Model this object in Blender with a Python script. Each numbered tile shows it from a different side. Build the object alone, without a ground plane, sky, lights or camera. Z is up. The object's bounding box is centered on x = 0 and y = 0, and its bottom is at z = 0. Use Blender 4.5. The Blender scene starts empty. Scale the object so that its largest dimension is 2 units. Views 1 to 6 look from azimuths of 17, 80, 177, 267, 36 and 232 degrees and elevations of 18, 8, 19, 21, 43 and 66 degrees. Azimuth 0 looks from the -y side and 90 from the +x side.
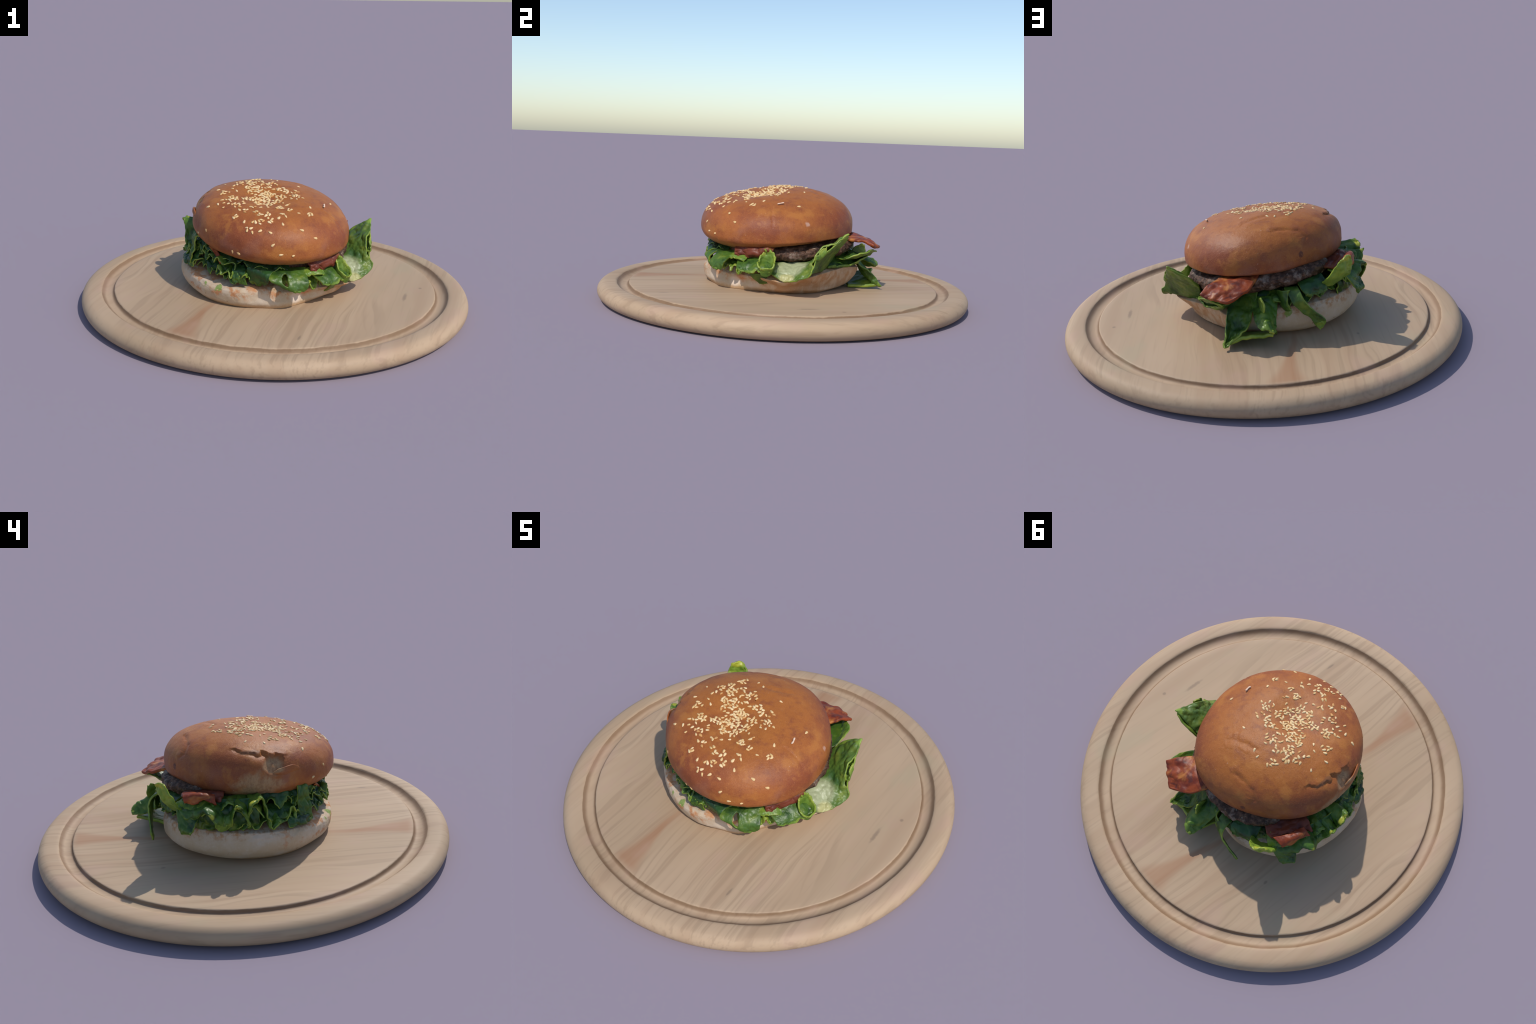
import bpy, math, random
import numpy as np
from mathutils import Vector, Matrix, noise

random.seed(7)
RNG = np.random.default_rng(7)
COL = bpy.context.scene.collection
BOARD_TOP = 0.0842          # level of the plateau of the board
CEN = (-0.02, -0.01)        # axis of the sandwich on the board


# --------------------------------------------------------------------------
# small helpers
# --------------------------------------------------------------------------
def fbm(p, scale, octaves=3, seed=0.0):
    """fractal value noise in about -1..1 at a 3D point"""
    v, a, t = 0.0, 1.0, 0.0
    q = Vector((p[0] * scale + seed, p[1] * scale - seed * 1.7, p[2] * scale + seed * 0.6))
    for _ in range(octaves):
        v += a * noise.noise(q)
        t += a
        a *= 0.5
        q = q * 2.03 + Vector((3.1, 1.7, 9.2))
    return v / t


def smooth(a, b, x):
    t = np.clip((x - a) / (b - a), 0, 1)
    return t * t * (3 - 2 * t)


def make(name, verts, faces, mats, parent=None, face_mat=None, smooth_shade=True):
    me = bpy.data.meshes.new(name)
    me.from_pydata([tuple(v) for v in verts], [], faces)
    for m in (mats if isinstance(mats, (list, tuple)) else [mats]):
        me.materials.append(m)
    if face_mat is not None:
        me.polygons.foreach_set("material_index", face_mat)
    if smooth_shade:
        me.polygons.foreach_set("use_smooth", [True] * len(me.polygons))
    me.update()
    ob = bpy.data.objects.new(name, me)
    COL.objects.link(ob)
    if parent is not None:
        attach(ob, parent)
    return ob


def attach(ob, parent):
    # all parts are modelled in place: cancel the parent's own world offset
    ob.parent = parent
    ob.matrix_parent_inverse = Matrix.Translation(parent.location).inverted()


def grid_faces(nu, nv, closed_v=False):
    f = []
    for i in range(nu - 1):
        for j in range(nv if closed_v else nv - 1):
            k = (j + 1) % nv
            f.append((i * nv + j, i * nv + k, (i + 1) * nv + k, (i + 1) * nv + j))
    return f


def spline(pts, n, closed=False):
    """Catmull-Rom through control points (array m x d) -> n x d"""
    P = np.asarray(pts, float)
    m = len(P)
    if m == 2 and not closed:
        t = np.linspace(0, 1, n)[:, None]
        return P[0] * (1 - t) + P[1] * t
    if closed:
        t = np.linspace(0, m, n, endpoint=False)
    else:
        t = np.linspace(0, m - 1, n)
    i = np.floor(t).astype(int)
    if not closed:
        i = np.minimum(i, m - 2)
    f = (t - i)[:, None]
    if closed:
        g = lambda k: P[(i + k) % m]
    else:
        ext = np.vstack([2 * P[0] - P[1], P, 2 * P[-1] - P[-2]])
        g = lambda k: ext[np.clip(i + k + 1, 0, m + 1)]
    a, b, c, d = g(-1), g(0), g(1), g(2)
    return 0.5 * (2 * b + (c - a) * f + (2 * a - 5 * b + 4 * c - d) * f ** 2 + (3 * b - a - 3 * c + d) * f ** 3)


def periodic(angles, values, th):
    """smooth periodic interpolation of values given at angles (degrees)"""
    a = np.radians(np.asarray(angles, float))
    v = np.asarray(values, float)
    a3 = np.concatenate([a - 2 * np.pi, a, a + 2 * np.pi])
    v3 = np.concatenate([v, v, v])
    # monotone-ish cubic Hermite
    m = np.gradient(v3, a3)
    th = (np.asarray(th) + np.pi) % (2 * np.pi) - np.pi
    i = np.clip(np.searchsorted(a3, th) - 1, 0, len(a3) - 2)
    h = a3[i + 1] - a3[i]
    t = (th - a3[i]) / h
    return ((2 * t ** 3 - 3 * t ** 2 + 1) * v3[i] + (t ** 3 - 2 * t ** 2 + t) * h * m[i]
            + (-2 * t ** 3 + 3 * t ** 2) * v3[i + 1] + (t ** 3 - t ** 2) * h * m[i + 1])


# --------------------------------------------------------------------------
# node material helper
# --------------------------------------------------------------------------
class Mat:
    def __init__(self, name, rough=0.6, spec=0.4, **kw):
        self.m = bpy.data.materials.new(name)
        self.m.use_nodes = True
        self.t = self.m.node_tree
        self.b = self.t.nodes["Principled BSDF"]
        self.b.inputs["Roughness"].default_value = rough
        self.b.inputs["Specular IOR Level"].default_value = spec
        for k, v in kw.items():
            self.b.inputs[k].default_value = v
        self.co = self.n("ShaderNodeTexCoord").outputs["Object"]

    def n(self, kind, **props):
        x = self.t.nodes.new(kind)
        for k, v in props.items():
            setattr(x, k, v)
        return x

    def put(self, sock, v):
        if isinstance(v, bpy.types.NodeSocket):
            self.t.links.new(v, sock)
        elif isinstance(v, (tuple, list)) and len(v) == 3 and sock.type == "RGBA":
            sock.default_value = (*v, 1)
        else:
            sock.default_value = v

    def math(self, op, a, b=0.0, c=0.0, clamp=False):
        x = self.n("ShaderNodeMath", operation=op, use_clamp=clamp)
        for s, v in zip(x.inputs, (a, b, c)):
            self.put(s, v)
        return x.outputs[0]

    def noise(self, scale, detail=3, rough=0.5, vec=None, stretch=None, dist=0.0, offset=None):
        x = self.n("ShaderNodeTexNoise")
        x.inputs["Scale"].default_value = scale
        x.inputs["Detail"].default_value = detail
        x.inputs["Roughness"].default_value = rough
        x.inputs["Distortion"].default_value = dist
        v = vec or self.co
        if stretch or offset:
            mp = self.n("ShaderNodeMapping")
            if stretch:
                mp.inputs["Scale"].default_value = stretch
            if offset:
                mp.inputs["Location"].default_value = offset
            self.put(mp.inputs["Vector"], v)
            v = mp.outputs[0]
        self.put(x.inputs["Vector"], v)
        return x.outputs["Fac"]

    def ramp(self, f, lo, hi):
        x = self.n("ShaderNodeMapRange", interpolation_type="SMOOTHSTEP")
        self.put(x.inputs["Value"], f)
        x.inputs["From Min"].default_value = lo
        x.inputs["From Max"].default_value = hi
        return x.outputs[0]

    def mix(self, f, a, b, blend="MIX"):
        x = self.n("ShaderNodeMix", data_type="RGBA", blend_type=blend)
        self.put(x.inputs["Factor"], f)
        self.put(x.inputs["A"], a) if False else None
        ia = [s for s in x.inputs if s.name == "A" and s.type == "RGBA"][0]
        ib = [s for s in x.inputs if s.name == "B" and s.type == "RGBA"][0]
        self.put(ia, a)
        self.put(ib, b)
        return [s for s in x.outputs if s.type == "RGBA"][0]

    def xyz(self):
        x = self.n("ShaderNodeSeparateXYZ")
        self.put(x.inputs[0], self.co)
        return x.outputs

    def blob(self, center, radii, wobble=0.0, scale=25):
        """1 inside an ellipsoid around a point, fading to 0 at its border, with a ragged border"""
        mp = self.n("ShaderNodeMapping")
        mp.inputs["Location"].default_value = tuple(-c / r for c, r in zip(center, radii))
        mp.inputs["Scale"].default_value = tuple(1 / r for r in radii)
        self.put(mp.inputs["Vector"], self.co)
        ln = self.n("ShaderNodeVectorMath", operation="LENGTH")
        self.put(ln.inputs[0], mp.outputs[0])
        d = ln.outputs["Value"]
        if wobble:
            nz = self.noise(scale, 3, 0.6)
            d = self.math("ADD", d, self.math("MULTIPLY", self.math("SUBTRACT", nz, 0.5), wobble))
        return d

    def color(self, c):
        self.put(self.b.inputs["Base Color"], c)

    def bump(self, h, strength=0.3, dist=0.004):
        x = self.n("ShaderNodeBump")
        x.inputs["Strength"].default_value = strength
        x.inputs["Distance"].default_value = dist
        self.put(x.inputs["Height"], h)
        self.put(self.b.inputs["Normal"], x.outputs[0])


# --------------------------------------------------------------------------
# materials
# --------------------------------------------------------------------------
def wood_material():
    M = Mat("pine_wood", rough=0.62, spec=0.3)
    X, Y, Z = M.xyz()
    # grain runs along y: stretch the noise along it
    low = M.noise(2.2, 3, 0.55, stretch=(1.6, 0.25, 1.6))
    fine = M.noise(60, 3, 0.6, stretch=(1.0, 0.035, 1.0))
    warp = M.noise(3.0, 2, 0.5, stretch=(1.0, 0.35, 1.0))
    xw = M.math("ADD", X, M.math("MULTIPLY", M.math("SUBTRACT", warp, 0.5), 0.24))
    grainv = M.n("ShaderNodeCombineXYZ")
    M.put(grainv.inputs[0], xw)
    M.put(grainv.inputs[1], M.math("MULTIPLY", Y, 0.022))
    M.put(grainv.inputs[2], M.math("MULTIPLY", Z, 0.8))
    lines = M.noise(42, 2, 0.55, vec=grainv.outputs[0])
    broad = M.noise(11, 2, 0.5, vec=grainv.outputs[0])
    rings = M.math("MULTIPLY", M.ramp(lines, 0.50, 0.66), M.ramp(M.noise(2.4, 2, 0.5, offset=(4, 1, 0), stretch=(1.3, 0.5, 1)), 0.36, 0.60))
    rings2 = M.ramp(broad, 0.46, 0.66)
    c = M.mix(M.ramp(low, 0.3, 0.7), (0.395, 0.276, 0.172), (0.460, 0.324, 0.208))
    c = M.mix(M.math("MULTIPLY", rings, 0.38), c, (0.270, 0.180, 0.110))
    c = M.mix(M.math("MULTIPLY", rings2, 0.30), c, (0.360, 0.225, 0.135))
    c = M.mix(M.math("MULTIPLY", M.ramp(fine, 0.5, 0.8), 0.30), c, (0.290, 0.200, 0.125))
    # heart stripe that crosses the board, wide at both ends, thin in the middle
    y2 = M.math("MULTIPLY", Y, Y)
    path = M.math("ADD", M.math("MULTIPLY", Y, 0.085), M.math("MULTIPLY_ADD", y2, 0.05, -0.165))
    path = M.math("ADD", path, M.math("MULTIPLY", M.math("SUBTRACT", M.noise(2.5, 2, 0.5, stretch=(0.3, 1, 0.3)), 0.5), 0.08))
    d = M.math("ABSOLUTE", M.math("SUBTRACT", X, path))
    r2 = M.math("ADD", M.math("MULTIPLY", X, X), y2)
    onplateau = M.math("MULTIPLY", M.ramp(r2, 0.72, 0.64), M.ramp(y2, 0.02, 0.30))
    width = M.math("MULTIPLY_ADD", M.math("POWER", y2, 3.0), 0.26, 0.013)
    stripe = M.ramp(M.math("ADD", M.math("DIVIDE", d, width), M.math("MULTIPLY", M.math("SUBTRACT", low, 0.5), 1.2)), 1.35, 0.25)
    c = M.mix(M.math("MULTIPLY", M.math("MULTIPLY", stripe, onplateau), M.math("MULTIPLY_ADD", fine, 0.5, 0.40)), c, (0.330, 0.165, 0.085))
    # groove shade painted in brown: steep inner wall and under the outer lip
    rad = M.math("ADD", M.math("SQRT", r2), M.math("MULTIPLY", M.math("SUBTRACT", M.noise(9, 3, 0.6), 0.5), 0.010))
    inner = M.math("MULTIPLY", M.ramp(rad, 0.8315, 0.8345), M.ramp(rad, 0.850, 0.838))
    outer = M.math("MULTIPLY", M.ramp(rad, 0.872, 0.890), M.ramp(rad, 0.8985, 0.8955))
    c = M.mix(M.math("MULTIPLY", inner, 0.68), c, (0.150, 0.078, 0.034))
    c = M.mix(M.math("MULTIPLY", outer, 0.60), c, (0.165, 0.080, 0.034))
    # pinkish and greenish bleached patches
    c = M.mix(M.math("MULTIPLY", M.ramp(M.noise(7, 2, 0.5, stretch=(1, 0.5, 1), offset=(9, 2, 1)), 0.55, 0.72), 0.28), c, (0.44, 0.275, 0.205))
    c = M.mix(M.math("MULTIPLY", M.ramp(M.noise(6, 2, 0.5, stretch=(1, 0.5, 1), offset=(2, 7, 5)), 0.58, 0.75), 0.25), c, (0.365, 0.320, 0.200))
    # two small dark marks and a scratch
    for ctr, rad in (((0.745, 0.157, 0.085), (0.011, 0.015, 0.03)), ((-0.429, 0.383, 0.085), (0.010, 0.015, 0.03)),
                     ((0.685, 0.0, 0.085), (0.013, 0.075, 0.03)), ((0.306, -0.66, 0.085), (0.008, 0.035, 0.03))):
        c = M.mix(M.math("MULTIPLY", M.ramp(M.blob(ctr, rad, 0.9, 60), 1.0, 0.3), 0.5), c, (0.17, 0.12, 0.085))
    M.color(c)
    M.bump(fine, 0.08, 0.002)
    return M.m


def crust_material():
    M = Mat("bun_crust", rough=0.5, spec=0.24)
    X, Y, Z = M.xyz()
    big = M.noise(5.5, 4, 0.55)
    mid = M.noise(16, 4, 0.6, offset=(3, 1, 2))
    grain = M.noise(190, 3, 0.7)
    # height above the tilted rim plane of this bun
    h = M.math("ADD", M.math("MULTIPLY_ADD", X, 0.1065, Z), M.math("MULTIPLY_ADD", Y, -0.0186, -0.4037))
    c = M.mix(M.ramp(big, 0.38, 0.62), (0.228, 0.060, 0.023), (0.328, 0.104, 0.027))
    # golden crown where it browned least
    c = M.mix(M.math("MULTIPLY", M.ramp(h, 0.08, 0.19), 0.75), c, (0.360, 0.121, 0.023))
    c = M.mix(M.math("MULTIPLY", M.ramp(mid, 0.50, 0.72), 0.6), c, (0.195, 0.054, 0.024))
    c = M.mix(M.math("MULTIPLY", M.ramp(M.noise(46, 3, 0.65, offset=(9, 1, 6)), 0.58, 0.72), 0.40), c, (0.190, 0.055, 0.026))
    # patchy mauve tone low on the flank
    c = M.mix(M.math("MULTIPLY", M.ramp(M.noise(9, 3, 0.5, offset=(7, 7, 1)), 0.45, 0.68), M.math("MULTIPLY", M.ramp(h, 0.11, 0.0), 0.55)), c, (0.265, 0.112, 0.075))
    gold = M.noise(11, 4, 0.6, offset=(4, 6, 9))
    c = M.mix(M.math("MULTIPLY", M.ramp(gold, 0.54, 0.70), 0.55), c, (0.430, 0.165, 0.036))
    c = M.mix(M.math("MULTIPLY", M.ramp(gold, 0.44, 0.30), 0.50), c, (0.185, 0.050, 0.024))
    # unbaked pale rim near the cut
    depth = M.math("MULTIPLY_ADD", X, -0.09, M.math("MULTIPLY_ADD", Y, -0.0975, 0.089))
    edge = M.math("ADD", M.math("DIVIDE", h, depth), M.math("MULTIPLY", M.math("SUBTRACT", mid, 0.5), 0.5))
    c = M.mix(M.ramp(edge, -0.22, -0.62), c, (0.360, 0.160, 0.055))
    c = M.mix(M.ramp(edge, -0.58, -0.84), c, (0.480, 0.320, 0.170))
    # bare crumb where the crust tore away
    crumb = (0.430, 0.270, 0.140)
    tear = M.ramp(M.blob((-0.392, -0.060, 0.418), (0.06, 0.110, 0.078), 1.2, 22), 1.15, 0.60)
    tear2 = M.ramp(M.blob((-0.372, -0.135, 0.510), (0.06, 0.050, 0.040), 1.0, 30), 1.15, 0.65)
    tr = M.math("MAXIMUM", tear, tear2)
    cc = M.mix(M.ramp(M.noise(60, 4, 0.75, stretch=(1, 1, 0.5)), 0.35, 0.65), crumb, (0.300, 0.175, 0.092))
    c = M.mix(M.math("MULTIPLY", tr, 0.85), c, cc)
    # dark streak along the crack
    c = M.mix(M.math("MULTIPLY", M.ramp(M.blob((-0.345, -0.045, 0.566), (0.025, 0.085, 0.010), 0.6, 40), 1.0, 0.5), 0.7), c, (0.180, 0.080, 0.040))
    # blisters, burnt spot, flour specks
    c = M.mix(M.math("MULTIPLY", M.ramp(M.blob((-0.174, 0.303, 0.465), (0.016, 0.016, 0.018), 0.6, 60), 1.0, 0.6), 0.85), c, (0.080, 0.022, 0.022))
    for p, r in (((0.361, 0.049, 0.448), 0.016), ((0.290, -0.325, 0.452), 0.012)):
        c = M.mix(M.math("MULTIPLY", M.ramp(M.blob(p, (r, r, r), 0.8, 80), 1.0, 0.4), 0.6), c, (0.55, 0.36, 0.28))
    fl = M.ramp(M.noise(95, 2, 0.5, offset=(1, 5, 3)), 0.70, 0.78)
    c = M.mix(M.math("MULTIPLY", fl, M.math("MULTIPLY", M.ramp(M.noise(7, 2, 0.5, offset=(2, 2, 8)), 0.45, 0.65), 0.55)), c, (0.600, 0.400, 0.290))
    c = M.mix(M.math("MULTIPLY", M.ramp(grain, 0.52, 0.72), 0.30), c, (0.430, 0.185, 0.075))
    c = M.mix(M.math("MULTIPLY", M.ramp(grain, 0.46, 0.30), 0.30), c, (0.170, 0.050, 0.022))
    c = M.mix(M.math("MULTIPLY", M.ramp(M.noise(28, 3, 0.6, offset=(5, 9, 4)), 0.56, 0.70), 0.35), c, (0.400, 0.150, 0.040))
    M.color(c)
    M.put(M.b.inputs["Roughness"], M.math("MULTIPLY_ADD", tr, 0.35, 0.47))
    M.bump(M.math("ADD", M.math("MULTIPLY", grain, 0.5), M.math("ADD", M.math("MULTIPLY", mid, 0.8), M.math("MULTIPLY", M.noise(60, 3, 0.6, dist=1.5), 0.7))), 0.38, 0.004)
    return M.m


def crumb_material():
    M = Mat("toasted_bread", rough=0.8, spec=0.25)
    X, Y, Z = M.xyz()
    big = M.noise(9, 4, 0.6)
    mid = M.noise(30, 4, 0.65, offset=(3, 3, 3))
    fine = M.noise(130, 3, 0.65)
    c = M.mix(M.ramp(big, 0.38, 0.66), (0.490, 0.360, 0.235), (0.540, 0.430, 0.325))
    # toasted upper lip (cut face) with orange brown and white marbling
    lip = M.ramp(M.math("ADD", M.math("MULTIPLY_ADD", X, 0.09, Z), M.math("MULTIPLY", M.math("SUBTRACT", mid, 0.5), 0.05)), 0.160, 0.200)
    toast = M.mix(M.ramp(mid, 0.42, 0.62), (0.500, 0.380, 0.270), (0.380, 0.190, 0.075))
    c = M.mix(M.math("MULTIPLY", lip, 0.85), c, toast)
    # thin browned sole
    sole = M.ramp(M.math("ADD", Z, M.math("MULTIPLY", M.math("SUBTRACT", mid, 0.5), 0.03)), 0.116, 0.088)
    c = M.mix(M.math("MULTIPLY", sole, 0.8), c, (0.450, 0.260, 0.120))
    # the flank that faces +x is stained brown with streaks running up and out
    side = M.ramp(M.math("ADD", X, M.math("MULTIPLY", Y, 0.25)), 0.20, 0.31)
    streak = M.noise(15, 4, 0.6, stretch=(1.0, 1.0, 0.5), dist=0.4)
    st = M.mix(M.ramp(streak, 0.40, 0.64), (0.400, 0.205, 0.090), (0.520, 0.360, 0.235))
    c = M.mix(M.math("MULTIPLY", side, 0.85), c, st)
    # sauce-stained shoulder at the front
    c = M.mix(M.math("MULTIPLY", M.ramp(M.blob((0.235, -0.275, 0.16), (0.06, 0.06, 0.045), 0.9, 30), 1.0, 0.5), 0.75), c, (0.520, 0.230, 0.110))
    c = M.mix(M.math("MULTIPLY", M.ramp(M.noise(17, 4, 0.6, offset=(5, 1, 1)), 0.50, 0.62), M.math("MULTIPLY", M.ramp(Y, -0.10, -0.22), M.ramp(Z, 0.115, 0.15))), c, (0.470, 0.215, 0.095))
    c = M.mix(M.math("MULTIPLY", M.ramp(M.blob((0.19, -0.285, 0.125), (0.05, 0.04, 0.035), 0.6, 35), 1.0, 0.5), 0.7), c, (0.640, 0.520, 0.430))
    # smears of green left on the lip
    for p, r in (((-0.165, -0.418, 0.188), 0.040), ((-0.245, -0.388, 0.188), 0.026), ((-0.10, 0.38, 0.21), 0.030)):
        c = M.mix(M.math("MULTIPLY", M.ramp(M.blob(p, (r * 0.8, r, r * 1.1), 1.9, 42), 0.85, 0.55), 0.85), c, (0.170, 0.270, 0.045))
    # sesame-brown freckles
    c = M.mix(M.math("MULTIPLY", M.ramp(M.noise(48, 1, 0.4, offset=(6, 2, 2)), 0.74, 0.79), 0.7), c, (0.260, 0.120, 0.050))
    c = M.mix(M.math("MULTIPLY", M.ramp(fine, 0.5, 0.75), 0.2), c, (0.66, 0.55, 0.44))
    M.color(c)
    M.bump(M.math("ADD", M.math("MULTIPLY", fine, 0.4), mid), 0.35, 0.005)
    return M.m


def leaf_material(name, dark, mid, light, spots=(), rough=0.42):
    """green leaf: dark to light mottling, pale veins, plus pale or yellow spots at given places"""
    M = Mat(name, rough=rough, spec=0.45)
    big = M.noise(14, 3, 0.55)
    fine = M.noise(48, 3, 0.6, offset=(2, 1, 7))
    c = M.mix(M.ramp(big, 0.32, 0.52), dark, mid)
    c = M.mix(M.math("MULTIPLY", M.ramp(big, 0.52, 0.72), 0.8), c, light)
    # thin branching veins
    w = M.n("ShaderNodeTexVoronoi", feature="DISTANCE_TO_EDGE")
    w.inputs["Scale"].default_value = 26
    mp = M.n("ShaderNodeMapping")
    mp.inputs["Scale"].default_value = (1.0, 1.0, 0.45)
    M.put(mp.inputs["Vector"], M.co)
    M.put(w.inputs["Vector"], mp.outputs[0])
    vein = M.ramp(w.outputs["Distance"], 0.07, 0.0)
    c = M.mix(M.math("MULTIPLY", vein, 0.10), c, light)
    c = M.mix(M.math("MULTIPLY", M.ramp(fine, 0.5, 0.75), 0.25), c, mid)
    for p, r, colr in spots:
        c = M.mix(M.math("MULTIPLY", M.ramp(M.blob(p, r, 0.35, 22), 1.05, 0.55), 0.92), c, colr)
    M.color(c)
    M.bump(M.math("ADD", M.math("MULTIPLY", vein, -0.25), fine), 0.30, 0.005)
    tr = M.n("ShaderNodeBsdfTranslucent")
    M.put(tr.inputs["Color"], c)
    mx = M.n("ShaderNodeMixShader")
    mx.inputs[0].default_value = 0.12
    out = M.t.nodes["Material Output"]
    M.put(mx.inputs[1], M.b.outputs[0])
    M.put(mx.inputs[2], tr.outputs[0])
    M.put(out.inputs["Surface"], mx.outputs[0])
    return M.m


def bacon_material(name="fried_bacon", dark=0.0):
    M = Mat(name, rough=0.45, spec=0.28)
    big = M.noise(15, 3, 0.6)
    band = M.noise(9, 3, 0.6, stretch=(1.5, 0.6, 1.5), offset=(1, 8, 3))
    fine = M.noise(90, 3, 0.6)
    c = M.mix(M.ramp(big, 0.35, 0.6), (0.135, 0.022, 0.010), (0.250, 0.048, 0.013))
    c = M.mix(M.ramp(band, 0.52, 0.66), c, (0.400, 0.140, 0.032))
    c = M.mix(M.math("MULTIPLY", M.ramp(M.noise(20, 2, 0.5, offset=(4, 4, 0)), 0.60, 0.70), 0.8), c, (0.085, 0.022, 0.018))
    if dark:
        c = M.mix(dark, c, (0.075, 0.024, 0.018))
    c = M.mix(M.math("MULTIPLY", M.ramp(fine, 0.6, 0.8), 0.25), c, (0.42, 0.17, 0.055))
    M.color(c)
    M.bump(M.math("ADD", fine, big), 0.3, 0.004)
    return M.m


def patty_material():
    M = Mat("grilled_mince", rough=0.6, spec=0.22)
    big = M.noise(13, 4, 0.65)
    mid = M.noise(42, 4, 0.65, offset=(1, 2, 3))
    c = M.mix(M.ramp(mid, 0.38, 0.64), (0.038, 0.019, 0.012), (0.130, 0.066, 0.040))
    c = M.mix(M.math("MULTIPLY", M.ramp(big, 0.54, 0.66), 0.6), c, (0.290, 0.220, 0.170))
    c = M.mix(M.math("MULTIPLY", M.ramp(M.noise(33, 3, 0.6, offset=(8, 2, 2)), 0.64, 0.74), 0.7), c, (0.46, 0.36, 0.26))
    M.color(c)
    M.bump(M.math("ADD", mid, big), 0.6, 0.008)
    return M.m


def seed_material():
    M = Mat("sesame", rough=0.5, spec=0.35)
    oi = M.n("ShaderNodeObjectInfo")
    c = M.mix(oi.outputs["Random"], (0.640, 0.410, 0.170), (0.750, 0.560, 0.310))
    c = M.mix(M.ramp(oi.outputs["Random"], 0.93, 0.95), c, (0.560, 0.290, 0.100))
    M.color(c)
    return M.m


def plain(name, colr, rough=0.5, var=None, scale=40):
    M = Mat(name, rough=rough)
    M.color(M.mix(M.ramp(M.noise(scale, 3, 0.6), 0.35, 0.65), colr, var or tuple(v * 0.75 for v in colr)))
    M.bump(M.noise(scale * 2, 3, 0.6), 0.25, 0.003)
    return M.m


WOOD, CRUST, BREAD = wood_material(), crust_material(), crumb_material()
BACON, BACON_DARK, PATTY, SEED = bacon_material(), bacon_material("charred_bacon", 0.55), patty_material(), seed_material()
SAUCE = plain("white_sauce", (0.50, 0.46, 0.42), 0.35, (0.62, 0.58, 0.52))
DG, MG, LG = (0.018, 0.054, 0.010), (0.058, 0.125, 0.013), (0.175, 0.235, 0.027)
YEL, PALE = (0.420, 0.430, 0.040), (0.420, 0.430, 0.235)
LEAF = leaf_material("lettuce_green", DG, MG, LG)
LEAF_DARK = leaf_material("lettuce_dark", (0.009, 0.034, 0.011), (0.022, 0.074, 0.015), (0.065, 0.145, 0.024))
LEAF_LIGHT = leaf_material("lettuce_light", (0.065, 0.140, 0.018), (0.135, 0.225, 0.026), (0.260, 0.330, 0.042))
LEAF_EDGE = leaf_material("lettuce_edge", (0.120, 0.195, 0.020), (0.215, 0.295, 0.032), (0.360, 0.400, 0.055))
LEAF_OUT = leaf_material("lettuce_outer", (0.040, 0.100, 0.020), (0.090, 0.160, 0.024), (0.220, 0.270, 0.036), spots=[
    ((0.385, -0.025, 0.225), (0.085, 0.100, 0.085), (0.400, 0.420, 0.240)),
    ((0.430, -0.060, 0.180), (0.050, 0.050, 0.030), (0.470, 0.440, 0.190)),
    ((0.455, 0.225, 0.412), (0.040, 0.040, 0.025), (0.230, 0.360, 0.050))])
LEAF_FIN = leaf_material("lettuce_finger", (0.100, 0.200, 0.025), (0.190, 0.300, 0.034), (0.330, 0.400, 0.045), spots=[
    ((-0.375, 0.360, 0.465), (0.05, 0.05, 0.03), YEL)])
LEAF_TIPS = leaf_material("lettuce_tips", DG, (0.070, 0.155, 0.016), (0.190, 0.270, 0.030), spots=[
    ((-0.495, -0.03, 0.400), (0.022, 0.06, 0.022), YEL), ((-0.505, 0.045, 0.385), (0.014, 0.03, 0.014), YEL),
    ((-0.505, 0.155, 0.343), (0.022, 0.02, 0.016), YEL), ((-0.018, 0.545, 0.180), (0.025, 0.022, 0.025), YEL)])
BED = leaf_material("lettuce_bed", (0.010, 0.032, 0.012), (0.018, 0.062, 0.016), (0.040, 0.105, 0.022))


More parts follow.
